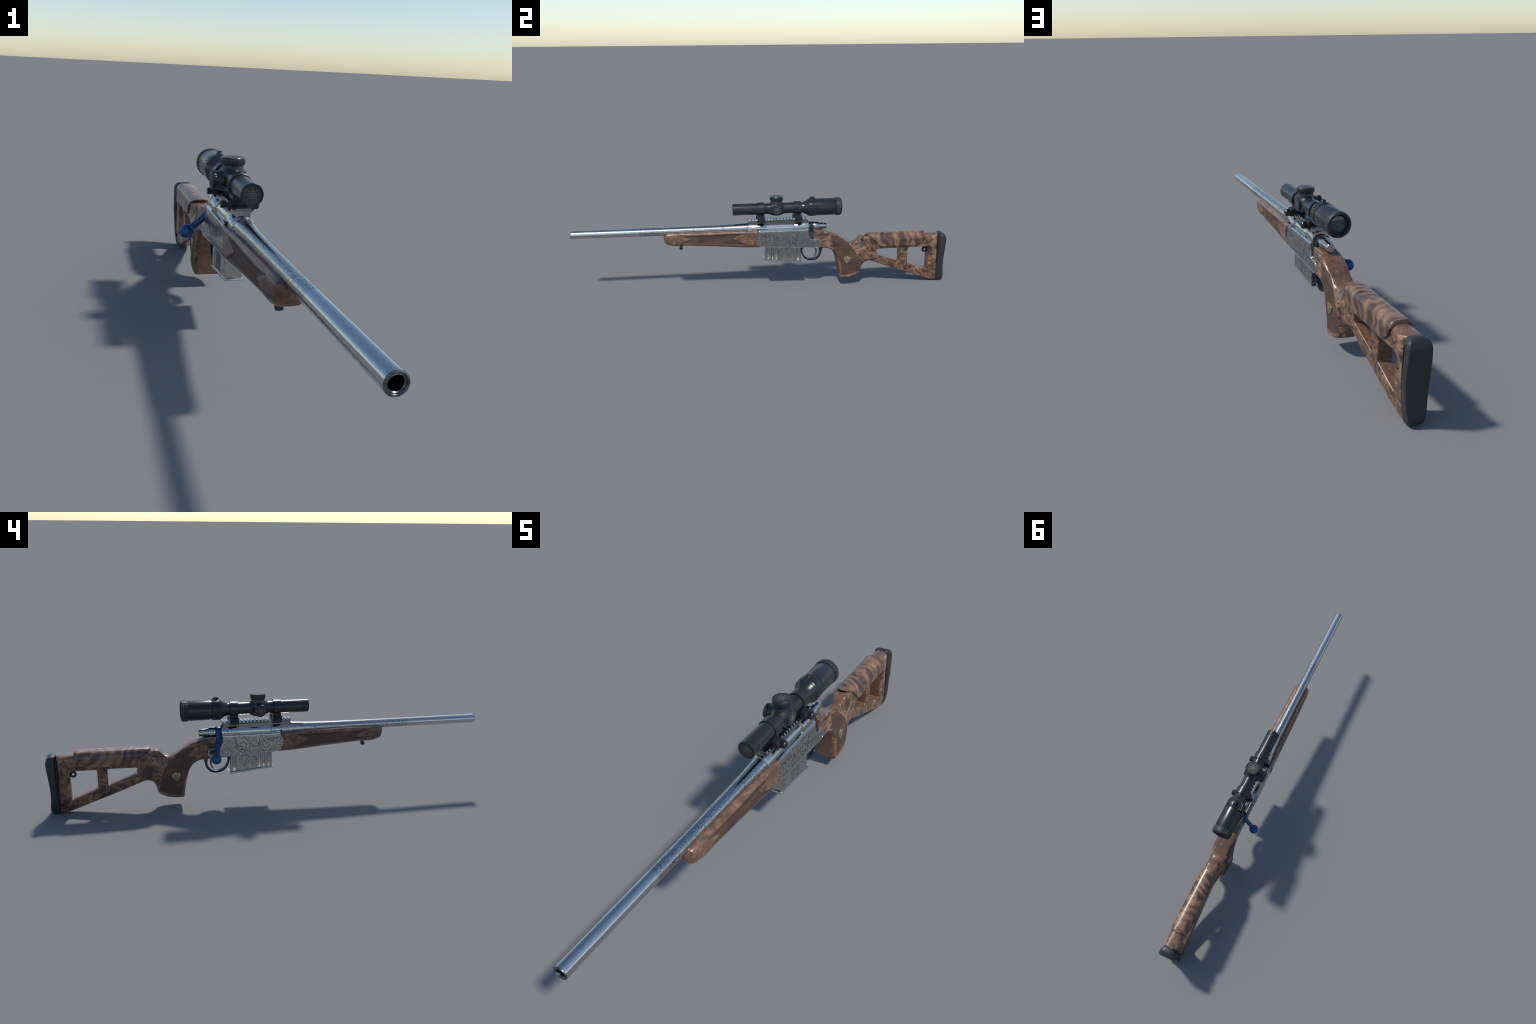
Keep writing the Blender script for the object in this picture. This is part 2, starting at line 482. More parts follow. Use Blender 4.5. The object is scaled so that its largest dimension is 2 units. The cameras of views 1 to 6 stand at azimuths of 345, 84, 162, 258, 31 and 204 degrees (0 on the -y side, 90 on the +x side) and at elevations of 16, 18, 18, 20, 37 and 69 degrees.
# ------------------------------------------------------------------ butt stock with pistol grip
outer = spline([
    (0.262, 0.318, 0.006, "c"), (0.300, 0.316, 0.010), (0.340, 0.308, 0.014), (0.375, 0.296, 0.017), (0.409, 0.276, 0.018),
    (0.440, 0.254, 0.018), (0.470, 0.2405, 0.018), (0.495, 0.246, 0.016), (0.510, 0.262, 0.014), (0.521, 0.2705, 0.013), (0.548, 0.271, 0.014),
    (0.700, 0.271, 0.020), (0.890, 0.271, 0.024), (0.9565, 0.270, 0.024, "c"),
    (0.9565, 0.003, 0.006, "c"), (0.940, 0.002, 0.009), (0.915, 0.010, 0.007), (0.812, 0.047, 0.006), (0.680, 0.094, 0.007), (0.612, 0.119, 0.012),
    (0.577, 0.130, 0.018), (0.552, 0.124, 0.022), (0.537, 0.105, 0.024), (0.531, 0.085, 0.022), (0.526, 0.069, 0.014, "c"),
    (0.485, 0.0535, 0.005), (0.445, 0.047, 0.005), (0.411, 0.046, 0.006, "c"),
    (0.404, 0.090, 0.018), (0.395, 0.135, 0.018), (0.382, 0.175, 0.018), (0.362, 0.204, 0.016), (0.338, 0.2165, 0.013), (0.310, 0.2195, 0.010), (0.262, 0.224, 0.006, "c"),
])
def rounded_poly(pts, rc, r, step=0.003):
    """closed polygon with filleted corners; carries edge radius r"""
    out = []; n = len(pts); pts = [np.array(p, float) for p in pts]
    rcs = rc if isinstance(rc, (list, tuple)) else [rc] * n
    for i in range(n):
        a, b, c = pts[i - 1], pts[i], pts[(i + 1) % n]
        u = (a - b) / np.linalg.norm(a - b); v = (c - b) / np.linalg.norm(c - b)
        R = rcs[i]
        k = max(2, int(R / 0.0012))
        p0, p2 = b + u * R, b + v * R
        for j in range(k + 1):
            t = j / k; out.append((1 - t)**2 * p0 + 2 * t * (1 - t) * b + t**2 * p2)
        nxt = pts[(i + 1) % n] - v * 0 - v * rcs[(i + 1) % n]
        L = np.linalg.norm(nxt - p2); m = int(L / step)
        for j in range(1, m): out.append(p2 + (nxt - p2) * j / m)
    out = np.array(out)
    return np.column_stack([out, np.full(len(out), r)])

hole_a = rounded_poly([(0.615, 0.198), (0.613, 0.166), (0.7435, 0.1195), (0.7435, 0.1995)], [0.008, 0.010, 0.008, 0.006], 0.006)
hole_b = rounded_poly([(0.7880, 0.1985), (0.7880, 0.1085), (0.9035, 0.0625), (0.9035, 0.2000)], [0.008, 0.006, 0.010, 0.006], 0.006)

w_len = smooth([(0.26, 0.0395), (0.31, 0.0425), (0.36, 0.0445), (0.44, 0.047), (0.50, 0.0455), (0.555, 0.0365), (0.61, 0.0325), (0.75, 0.032), (0.88, 0.033), (0.96, 0.0355)])
w_strut = smooth([(0.50, 0.0455), (0.555, 0.0355), (0.60, 0.0300), (0.64, 0.0285), (0.70, 0.0275), (0.75, 0.0270), (0.89, 0.0268), (0.915, 0.0280), (0.94, 0.0315), (0.957, 0.0335), (0.97, 0.0335)])
w_post = smooth([(0.0, 0.022), (0.04, 0.029), (0.10, 0.0335), (0.15, 0.0355), (0.22, 0.0345), (0.27, 0.032)])
def stock_width(y, z):
    w = w_len(y)
    if y > 0.52:                                   # below the comb only slim struts remain
        t = min(1.0, max(0.0, (z - 0.180) / 0.022)); t = t * t * (3 - 2 * t)
        w = min(w_strut(y), w_post(z)) * (1 - t) + w * t
    if y < 0.56:                                   # grip foot a little slimmer than its waist
        w -= 0.004 * max(0.0, (0.13 - z) / 0.09)
        w -= 0.010 * max(0.0, (z - 0.235) / 0.05) * min(1.0, max(0.0, (y - 0.40) / 0.08))
    # thumb hollow under the front of the comb
    w -= 0.0200 * math.exp(-((y - 0.502) / 0.034)**2 - ((z - 0.240) / 0.027)**2)
    return w

grip_panel = spline([
    (0.351, 0.2885, 0, "c"), (0.400, 0.275, 0), (0.449, 0.243, 0), (0.489, 0.194, 0), (0.513, 0.135, 0), (0.520, 0.083, 0, "c"),
    (0.480, 0.0665, 0), (0.445, 0.0605, 0), (0.4195, 0.0605, 0, "c"), (0.413, 0.120, 0), (0.390, 0.184, 0), (0.364, 0.220, 0), (0.341, 0.2345, 0, "c"),
    (0.399, 0.2335, 0, "c"),
], 0.006)
pillow("buttstock", [outer, hole_a, hole_b], stock_width, M_BURL, 0.007, [grip_panel], 0.0018, "grip_panel", M_CHECK)

# cheek rest saddled over the comb
cheek = spline([
    (0.5475, 0.2835, 0.026, "c"), (0.560, 0.2838, 0.029), (0.700, 0.2842, 0.030), (0.840, 0.2842, 0.030), (0.8785, 0.2836, 0.026, "c"),
    (0.880, 0.262, 0.004), (0.868, 0.236, 0.004), (0.846, 0.2135, 0.003, "c"), (0.730, 0.2125, 0.003), (0.632, 0.2125, 0.003, "c"),
    (0.592, 0.250, 0.004),
])
w_ck = smooth([(0.54, 0.0378), (0.60, 0.0398), (0.75, 0.0405), (0.89, 0.0398)])
pillow("cheek_rest", [cheek], lambda y, z: w_ck(y) - 0.002 * max(0, (z - 0.25) / 0.035), M_FLAME, 0.008)

# recoil pad and the thin spacer in front of it
pad = spline([
    (0.9585, 0.2705, 0.022, "c"), (0.975, 0.2720, 0.022), (0.989, 0.2665, 0.014), (0.9992, 0.248, 0.006), (0.9992, 0.220, 0.005), (0.9945, 0.170, 0.005),
    (0.9905, 0.110, 0.005), (0.993, 0.060, 0.005), (0.997, 0.022, 0.006), (0.993, 0.006, 0.008), (0.980, 0.0005, 0.009), (0.9585, 0.0005, 0.008, "c"),
])
w_pad = smooth([(0.0, 0.0235), (0.02, 0.028), (0.06, 0.0335), (0.15, 0.0385), (0.22, 0.0375), (0.28, 0.036)])
pillow("recoil_pad", [pad], lambda y, z: w_pad(z) + 0.0005, M_RUBBER, 0.008, xc=XC + 0.0005)
spacer = rounded_poly([(0.9545, 0.2600), (0.9545, 0.005), (0.9605, 0.003), (0.9605, 0.2605)], 0.0015, 0.001)
pillow("pad_spacer", [spacer], lambda y, z: w_pad(z) - 0.0035 - 0.020 * max(0, (z - 0.235) / 0.03)**2, M_VOID, 0.02)

# sling swivel inside the rear window
tor = Bag(); ring = []
rc, rt = 0.0105, 0.0052
for i in range(28):
    a = 2 * PI * i / 28
    for j in range(12):
        b = 2 * PI * j / 12
        ring.append((XC + rt * 1.3 * math.sin(b), 0.8905 + (rc + rt * math.cos(b)) * math.cos(a), 0.1755 + (rc + rt * math.cos(b)) * math.sin(a)))
tor.add(ring, [(i * 12 + j, ((i + 1) % 28) * 12 + j, ((i + 1) % 28) * 12 + (j + 1) % 12, i * 12 + (j + 1) % 12) for i in range(28) for j in range(12)])
tor.add(*tube([(XC, 0.888, 0.186), (XC, 0.889, 0.199)], [0.007, 0.009], 14))
tor.obj("sling_swivel", M_NAVY)

# small black pieces on the butt post
sl = Bag(); sl.add(*box(XC + 0.030, XC + 0.0302, 0.9150, 0.9300, 0.1530, 0.1580)); sl.obj("butt_dark_patch", M_VOID)
sl = Bag(); tri = [(0.934, 0.061), (0.951, 0.0430), (0.944, 0.0440)]
sl.add([(XC - d, y, z) for d in (0.018, 0.0330) for y, z in tri], [(0, 1, 2), (5, 4, 3), (0, 3, 4, 1), (1, 4, 5, 2), (2, 5, 3, 0)])
sl.obj("butt_dark_patch", M_VOID)

# brass shields let into both grip panels
shield = np.array([(0.0, 0.0215), (0.009, 0.0150), (0.0190, 0.0150), (0.0175, 0.0), (0.0120, -0.0120), (0.0, -0.0225)])
shield = np.vstack([shield, [(-y, z) for y, z in shield[1:-1][::-1]]])
for side in (1, -1):
    ca, sa = math.cos(-0.16), math.sin(-0.16)
    def place(s, off): return np.column_stack([0.4455 + s[:, 0] * ca - s[:, 1] * sa, 0.1500 + s[:, 0] * sa + s[:, 1] * ca, np.full(len(s), off)])
    x = XC + side * 0.0453
    o = pillow("grip_shield", [place(shield * 0.98, 0.0008)], lambda y, z: 0.0032, M_BRASS, 0.02, xc=x)
    i = pillow("shield_field", [place(shield * 0.78, 0.0006)], lambda y, z: 0.0037, M_BRASSD, 0.02, xc=x, parent=o)
    bars = Bag()
    for pth in ([(-0.0085, 0.009), (0, -0.011), (0.0085, 0.009)], [(-0.002, 0.009), (0.0022, 0.0005), (0.0022, 0.009)]):
        q = place(np.array(pth), 0)
        bars.add(*tube([(x + side * 0.0037, a[0], a[1]) for a in q], [0.0012] * 3, 6))
    bars.obj("shield_chevron", M_BRASS, o)

# ------------------------------------------------------------------ fore-end
fore = spline([
    (-0.512, 0.3290, 0.020), (-0.500, 0.3305, 0.018), (-0.440, 0.3310, 0.017), (-0.300, 0.3310, 0.017), (-0.120, 0.3310, 0.016), (-0.026, 0.3290, 0.012, "c"),
    (-0.044, 0.285, 0.004), (-0.022, 0.2365, 0.014, "c"), (-0.060, 0.2360, 0.022), (-0.250, 0.2475, 0.024), (-0.400, 0.2575, 0.024), (-0.495, 0.2620, 0.025),
    (-0.518, 0.272, 0.024), (-0.5275, 0.295, 0.024), (-0.5275, 0.312, 0.024), (-0.522, 0.324, 0.021),
])
w_fore = smooth([(-0.53, 0.0378), (-0.48, 0.0388), (-0.35, 0.0412), (-0.18, 0.0422), (-0.10, 0.0450), (-0.03, 0.0475)])
fore_panel = spline([
    (-0.4560, 0.3215, 0, "c"), (-0.420, 0.3170, 0), (-0.280, 0.3150, 0), (-0.140, 0.3165, 0), (-0.0960, 0.3160, 0, "c"),
    (-0.1680, 0.2880, 0, "c"), (-0.0830, 0.2500, 0, "c"), (-0.25, 0.2630, 0), (-0.4380, 0.2760, 0, "c"), (-0.430, 0.280, 0, "c"), (-0.3870, 0.2920, 0, "c"),
], 0.006)
pillow("forend", [fore], lambda y, z: w_fore(y), M_FORE, 0.008, [fore_panel], 0.0022, "forend_panel", M_CHECK)
sb = Bag()
sb.add(*tube([(XC, -0.4400, 0.270), (XC, -0.4400, 0.245)], [0.0072, 0.0066], 14))
V, F = lathe([(-0.010, 0.004), (-0.008, 0.0090), (0, 0.0102), (0.008, 0.0090), (0.010, 0.004)], (XC, -0.4400, 0.2410), "x", 20); sb.add(V, F)
sb.obj("sling_stud", M_NAVY)

# ------------------------------------------------------------------ barrel (bored, crowned)
rb = smooth([(-1.1, 0.0211), (-0.55, 0.0211), (-0.40, 0.0217), (-0.30, 0.0227), (-0.20, 0.0245), (-0.13, 0.0278), (-0.09, 0.0300)])
V, F = lathe([(-0.93, 0.0126), (-0.9965, 0.0128), (-0.9985, 0.0142), (-0.9980, 0.0160), (-0.9998, 0.0170), (-1.0, 0.0190), (-0.9990, 0.0206), (-0.9972, 0.0210)], (XC, 0, BZ), "y", 48, close=False)
add_mesh("muzzle_crown", V, F, mat_plain("dark_crown_steel", (0.16, 0.165, 0.17), 1.0, 0.32, 0.45, 160.0, 0.0, 0.5, 0.3))
prof = [(-0.9972, 0.0210), (-0.996, 0.0211)]
prof += [(y, rb(y)) for y in np.linspace(-0.985, -0.092, 90)] + [(-0.091, 0.0318), (-0.084, 0.0322), (-0.070, 0.030)]
V, F = lathe(prof, (XC, 0, BZ), "y", 64, close=False); add_mesh("barrel", V, F, M_BARREL)
V, F = lathe([(-0.95, 0.0), (-0.95, 0.0127)], (XC, 0, BZ), "y", 32, close=False); add_mesh("bore", V, F, M_VOID)

# ------------------------------------------------------------------ receiver
plate_pts = [
    (-0.0300, 0.3265, 0.002, "c"), (-0.040, 0.3100, 0.002), (-0.0500, 0.2985, 0.002), (-0.0535, 0.2850, 0.002), (-0.0480, 0.2640, 0.002), (-0.0300, 0.2415, 0.002, "c"),
    (0.0050, 0.2375, 0.003), (0.120, 0.2310, 0.003), (0.235, 0.2245, 0.003), (0.282, 0.2230, 0.003), (0.297, 0.2330, 0.002), (0.3030, 0.2480, 0.002), (0.2965, 0.2630, 0.002), (0.2820, 0.2700, 0.002),
    (0.262, 0.2705, 0.002), (0.2490, 0.2745, 0.002), (0.2390, 0.2840, 0.002), (0.2350, 0.2970, 0.002), (0.2340, 0.3265, 0.002, "c")]
plate = spline(plate_pts)
recv = pillow("receiver", [plate], lambda y, z: 0.0428 - 0.0012 * max(0, (z - 0.29) / 0.035) - 0.002 * max(0, (0.25 - z) / 0.03), M_PLATE, 0.008)
# raised rim round the plates
for side in (1, -1):
    xf = lambda y, z: XC + side * (0.0430 - 0.0012 * max(0, (z - 0.29) / 0.035) - 0.002 * max(0, (0.25 - z) / 0.03))
    rim = inset(plate, 0.0022); rim = np.vstack([rim, rim[:1]])
    V, F = tube([(xf(y, z), y, z) for y, z in rim], [0.0009] * len(rim), 6); add_mesh("plate_rim", V, F, M_PLATE, recv)

# tubular action: front ring, loading port, rear bridge
def octo(r, k):       # softly faceted ring
    return lambda t, a: 1.0 / max(0.94, min(1.0, math.cos(((a + PI / 8) % (PI / 4)) - PI / 8) * 1.04)) if k else 1
V, F = lathe([(-0.088, 0.026), (-0.088, 0.0325), (-0.0855, 0.0340), (0.006, 0.0345), (0.010, 0.0335), (0.012, 0.028)], (XC, 0, BZ - 0.0015), "y", 64)
add_mesh("receiver_ring", V, F, M_RING, recv)
V, F = lathe([(0.156, 0.028), (0.158, 0.0335), (0.161, 0.0348), (0.226, 0.0348), (0.2275, 0.0368), (0.235, 0.0370), (0.2370, 0.0355), (0.2378, 0.0275), (0.228, 0.026)], (XC, 0, BZ - 0.0015), "y", 64, close=False)
add_mesh("receiver_bridge", V, F, M_RING, recv)
V, F = lathe([(0.0, 0.0285), (0.17, 0.0285)], (XC, 0, BZ - 0.002), "y", 64); add_mesh("bolt_body", V, F, M_STEEL, recv)
lb = Bag()
for side in (1, -1):
    # bright ledge between the plates and the action
    sec = [(XC + side * 0.026, 0.318), (XC + side * 0.0395, 0.318), (XC + side * 0.0398, 0.3270), (XC + side * 0.0372, 0.3300), (XC + side * 0.026, 0.3300)]
    y0 = -0.030
    if side > 0:
        lb.add(*prism(sec[::-1], y0, 0.235))
    else:
        lb.add(*prism(sec, y0, 0.0120)); lb.add(*prism(sec, 0.163, 0.235))
        lo = [(x, z - 0.005) for x, z in sec]; lb.add(*prism(lo, 0.0120, 0.163))
    V, F = tube([(XC + side * 0.0384, y0, 0.3300), (XC + side * 0.0384, 0.0105, 0.3305)], [0.0042] * 2, 10); lb.add(V, F)
lb.obj("action_ledge", M_STEEL, recv)
pins = Bag()
for side in (1, -1):
    V, F = lathe([(0.030, 0.0042), (0.0392, 0.0042), (0.0400, 0.003)], (0, 0, 0), "x", 14)
    pins.add([(XC + side * x, -0.0335 + y, 0.3345 + z) for x, y, z in V], F if side > 0 else [f[::-1] for f in F])
pins.obj("action_pin", M_BLACKM, recv)
# gas ports on the bolt body
# blued tail block behind the plates
blk = rounded_poly([(0.229, 0.338), (0.229, 0.262), (0.276, 0.262), (0.268, 0.290), (0.2635, 0.3225), (0.262, 0.338)], 0.003, 0.003)
pillow("receiver_tail", [blk], lambda y, z: 0.0375 - 0.0095 * min(1, max(0, (z - 0.285) / 0.02)), M_NAVY, 0.02, parent=recv)
# bright steel edging where the wrist meets the action
tg = Bag()
for side in (1, -1):
    pth = [(XC + side * x, y, z) for x, y, z in ((0.0325, 0.262, 0.3185), (0.0320, 0.285, 0.3180), (0.0300, 0.310, 0.3155), (0.0275, 0.332, 0.3110))]
    tg.add(*tube(pth, [0.0022, 0.0022, 0.0020, 0.0012], 8))
tg.obj("tang", M_STEEL, recv)

# ------------------------------------------------------------------ bolt: root, shroud, handle
bolt = Bag()
V, F = lathe([(0.225, 0.0245), (0.264, 0.0245)], (XC, 0, BZ), "y", 48); add_bolt = add_mesh("bolt", V, F, M_NAVY)
V, F = lathe([(0.262, 0.018), (0.2625, 0.0232), (0.266, 0.0245), (0.288, 0.0245), (0.2925, 0.0235), (0.294, 0.0195), (0.297, 0.0188), (0.318, 0.0183),
              (0.3195, 0.0168), (0.3225, 0.0163), (0.334, 0.0160), (0.3365, 0.0145), (0.337, 0.0)], (XC, 0, BZ), "y", 48)
add_mesh("bolt_shroud", V, F, M_RING, add_bolt)
hp = [(XC - 0.0050, 0.2510, 0.3470), (XC - 0.0160, 0.2515, 0.3430), (XC - 0.0230, 0.2515, 0.3310), (XC - 0.0280, 0.2515, 0.3130), (XC - 0.0370, 0.2530, 0.2950),
      (XC - 0.0520, 0.2570, 0.2785), (XC - 0.0720, 0.2630, 0.2600), (XC - 0.0940, 0.2705, 0.2400)]
tt = np.linspace(0, 1, 26)
idx = np.linspace(0, len(hp) - 1, 26)
path = [tuple(np.interp(i, range(len(hp)), [p[k] for p in hp]) for k in range(3)) for i in idx]
rad = [float(np.interp(t, [0, 0.1, 0.3, 0.75, 1], [0.0105, 0.0120, 0.0122, 0.0105, 0.0100])) for t in tt]
V, F = tube(path, rad, 18, 1.0, (0, 1, 0)); hd = add_mesh("bolt_handle", V, F, M_BLUE_DARK, add_bolt)
V, F = lathe([(-0.0225 * math.cos(a), max(1e-4, 0.0225 * math.sin(a))) for a in np.linspace(0.0, PI, 22)], (-0.0665, 0.2715, 0.2375), "z", 40)
add_mesh("bolt_knob", V, F, M_BLUE, hd)

# ------------------------------------------------------------------ magazine with fluted sides
magp = [(0.0045, 0.245), (0.0030, 0.1625), (0.1975, 0.1450), (0.1955, 0.235)]
mag = rounded_poly(magp, 0.002, 0.004, 0.004)
def flutes(y, z):
    """vertical flutes pressed into the side wall, each running out above the floor plate in its own way"""
    d = 0.0
    for c, w, a, run, up in ((0.0200, 0.0075, -0.0060, 0.050, 0.001), (0.0420, 0.0045, -0.0060, 0.036, 0.000), (0.0620, 0.0060, -0.0070, 0.060, 0.001), (0.1800, 0.0075, -0.0055, 0.036, 0.002)):
        t = min(1.0, max(0.0, (z - 0.1640 + y * 0.09 - up) / run))
        d += a * t * (2 - t) * math.exp(-(abs(y - c) / w)**(2 + 3 * t))
    t = min(1.0, max(0.0, (z - 0.1660 + y * 0.09) / 0.016))
    d += -0.0018 * t / (1 + math.exp(min(30, (abs(y - 0.1180) - 0.0390) * 1400)))
    return d
magz = pillow("magazine", [mag], lambda y, z: 0.0250, M_MAG, 0.0026, extra=flutes)
foot = rounded_poly([(-0.0020, 0.1640), (-0.0030, 0.1575), (0.2010, 0.1380), (0.2035, 0.1445)], 0.0022, 0.0022)
pillow("magazine_floor", [foot], lambda y, z: 0.0278, M_STEEL, 0.02, parent=magz)

# ------------------------------------------------------------------ scroll engraving (raised leaves with cut outlines)
def scroll(bag_line, bag_leaf, cy, cz, R, hand, a0, side, xf, turns=1.35, tail=None):
    """one acanthus scroll: spiral stem, curling leaf lobes outside and inside"""
    def at(a, r): return cy + r * math.cos(a), cz + r * math.sin(a)
    def line(pts, w0, w1, bag, h=0.5):
        rad = [w0 + (w1 - w0) * i / (len(pts) - 1) for i in range(len(pts))]
        V, F = [], []
        n = len(pts)
        for i, (y, z) in enumerate(pts):
            j0, j1 = max(i - 1, 0), min(i + 1, n - 1)
            ty, tz = pts[j1][0] - pts[j0][0], pts[j1][1] - pts[j0][1]
            L = math.hypot(ty, tz) + 1e-9; ny, nz = -tz / L, ty / L
            for s, hh in ((-1, 0.0), (-0.6, h), (0.6, h), (1, 0.0)):
                yy, zz = y + ny * rad[i] * s, z + nz * rad[i] * s
                V.append((xf(yy, zz) + side * (hh * 0.30 * rad[i] + 0.00004), yy, zz))
        for i in range(n - 1):
            for k in range(3):
                q = (i * 4 + k, i * 4 + k + 1, i * 4 + k + 5, i * 4 + k + 4)
                F.append(q if side > 0 else q[::-1])
        bag.add(V, F)
    N = 34
    sp = []
    for i in range(N + 1):
        t = i / N; a = a0 + hand * t * turns * 2 * PI
        sp.append(at(a, R * (1 - 0.80 * t)))
    line(sp, R * 0.070, R * 0.045, bag_line, 0.35)
    # lobes leaning along the stem
    for i in range(1, 15):
        t = i / 17; a = a0 + hand * t * turns * 2 * PI; r = R * (1 - 0.80 * t)
        ln = R * (0.34 - 0.16 * t)
        out = []
        for k in range(7):
            u = k / 6
            out.append(at(a + hand * (0.62 * u - 0.05), r - ln * (u**0.8) * 0.95))
        line(out, R * 0.070, R * 0.022, bag_line if i % 2 else bag_leaf, 0.4)
    for i in range(11):
        a = a0 + hand * (0.1 + i * 0.52); r = R * 1.04
        out = []
        for k in range(6):
            u = k / 5
            out.append(at(a - hand * 0.50 * u, r + R * 0.24 * math.sin(u * 2.2)))
        line(out, R * 0.066, R * 0.024, bag_line, 0.35)
    if tail:
        y1, z1 = tail; y0, z0 = sp[0]
        pts = []
        for k in range(10):
            u = k / 9; bx = math.sin(u * PI) * R * 0.3 * hand
            pts.append((y0 + (y1 - y0) * u + bx * 0.3, z0 + (z1 - z0) * u + bx))
        line(pts, R * 0.055, R * 0.02, bag_line, 0.35)

for side in (1, -1):
    L1, L2 = Bag(), Bag()
    xf = lambda y, z: XC + side * (0.0428 - 0.0012 * max(0, (z - 0.29) / 0.035) - 0.002 * max(0, (0.25 - z) / 0.03))
    main = (
        (-0.0205, 0.2830, 0.0225, 1, 0.6, (0.008, 0.314)), (0.0340, 0.2765, 0.0255, -1, 2.6, (-0.002, 0.310)), (0.0870, 0.2880, 0.0185, 1, 2.9, (0.072, 0.243)),
        (0.0755, 0.2500, 0.0090, -1, 0.4, None), (0.1030, 0.2485, 0.0095, 1, 2.2, None), (0.1440, 0.2790, 0.0275, -1, 0.3, (0.112, 0.246)),
        (0.1870, 0.3020, 0.0130, 1, 2.0, (0.196, 0.270)), (0.2170, 0.2480, 0.0180, -1, 2.6, (0.188, 0.246)), (0.2185, 0.2990, 0.0115, -1, 3.6, (0.206, 0.268)),
        (0.2740, 0.2465, 0.0150, 1, 2.5, (0.246, 0.252)), (0.0600, 0.3140, 0.0070, 1, 1.0, None), (0.1130, 0.3130, 0.0070, -1, 2.0, None))
    fill = []; rnd = random.Random(11)
    for _ in range(900):                            # small scrolls in the gaps
        y, z, R = rnd.uniform(-0.04, 0.295), rnd.uniform(0.230, 0.318), rnd.uniform(0.0055, 0.0085)
        q = np.array([[y, z]])
        if not inside(q, plate)[0] or dist_loops(q, [plate])[0][0] < R * 1.25: continue
        if all(math.hypot(y - m[0], z - m[1]) > (m[2] + R) * 1.12 for m in list(main) + fill):
            fill.append((y, z, R, rnd.choice((-1, 1)), rnd.uniform(0, 6.28), None))
    for cy, cz, R, hd_, a0, tl in list(main) + fill:
        scroll(L1, L2, cy, cz, R, hd_, a0, side, xf, tail=tl)
    L1.obj("scroll_engraving", M_LINE, recv, stuff=True); L2.obj("scroll_leaf", M_LEAF, recv, stuff=True)
    L1, L2 = Bag(), Bag()
    xg = lambda y, z: XC + side * (0.0251 + flutes(y, z))
    for cy, cz, R, hd_, a0, tl in ((0.1320, 0.2050, 0.0205, -1, 2.6, (0.146, 0.163)), (0.0900, 0.2010, 0.0150, 1, 1.6, (0.100, 0.168)), (0.0880, 0.1720, 0.0085, -1, 0.4, None), (0.1230, 0.1660, 0.0085, 1, 2.8, None),
                                   (0.021, 0.218, 0.0070, 1, 1.2, None), (0.0205, 0.200, 0.0068, -1, 2.2, None), (0.021, 0.182, 0.0065, 1, 1.2, None),
                                   (0.1780, 0.2090, 0.0066, -1, 2.2, None), (0.1780, 0.1910, 0.0066, 1, 2.2, None), (0.1780, 0.1730, 0.0066, -1, 1.2, None)):
        scroll(L1, L2, cy, cz, R, hd_, a0, side, xg, tail=tl)
    L1.obj("magazine_engraving", M_LINE, magz, stuff=True); L2.obj("magazine_leaf", M_LEAF, magz, stuff=True)

# ------------------------------------------------------------------ trigger and guard
go = spline([(0.196, 0.2300, 0.003, "c"), (0.1985, 0.200, 0.003), (0.206, 0.174, 0.003), (0.225, 0.1510, 0.003), (0.255, 0.1425, 0.003), (0.285, 0.1480, 0.003), (0.304, 0.167, 0.003), (0.3115, 0.190, 0.003), (0.315, 0.206, 0.003), (0.327, 0.2200, 0.003, "c"), (0.300, 0.236, 0.003, "c")])
gi = spline([(0.212, 0.216, 0.002), (0.2065, 0.200, 0.002), (0.213, 0.179, 0.002), (0.229, 0.1605, 0.002), (0.255, 0.1530, 0.002), (0.282, 0.1575, 0.002), (0.297, 0.174, 0.002), (0.3005, 0.195, 0.002), (0.296, 0.2130, 0.002), (0.280, 0.222, 0.002), (0.228, 0.2225, 0.002)])
pillow("trigger_guard", [go, gi], lambda y, z: 0.0125, M_NAVY, 0.01)
tp = [(XC, 0.274, 0.226), (XC, 0.279, 0.212), (XC, 0.2835, 0.198), (XC, 0.284, 0.185), (XC, 0.280, 0.172), (XC, 0.2735, 0.163)]
V, F = tube(tp, [0.0055, 0.0052, 0.0047, 0.0042, 0.0038, 0.0034], 12, 1.4); add_mesh("trigger", V, F, M_TRIG)

# ------------------------------------------------------------------ scope rail
rail = Bag()
ry0, ry1 = -0.081, 0.231
rail.add(*prism([(XC - 0.0185, 0.352), (XC + 0.0185, 0.352), (XC + 0.0185, 0.3735), (XC - 0.0185, 0.3735)][::-1], ry0 + 0.001, ry1 - 0.001))
sec = [(XC - 0.0195, 0.3715), (XC - 0.0248, 0.3765), (XC - 0.0248, 0.3795), (XC + 0.0248, 0.3795), (XC + 0.0248, 0.3765), (XC + 0.0195, 0.3715)]
rail.add(*prism(sec, ry0, ry1))
tooth = [(XC - 0.0246, 0.3785), (XC - 0.0195, 0.3850), (XC + 0.0195, 0.3850), (XC + 0.0246, 0.3785)]
pitch = (ry1 - ry0) / 18.5
for i in range(19):
    rail.add(*prism(tooth, ry0 + i * pitch, ry0 + i * pitch + pitch * 0.56))
rail.obj("scope_rail", M_RAIL)

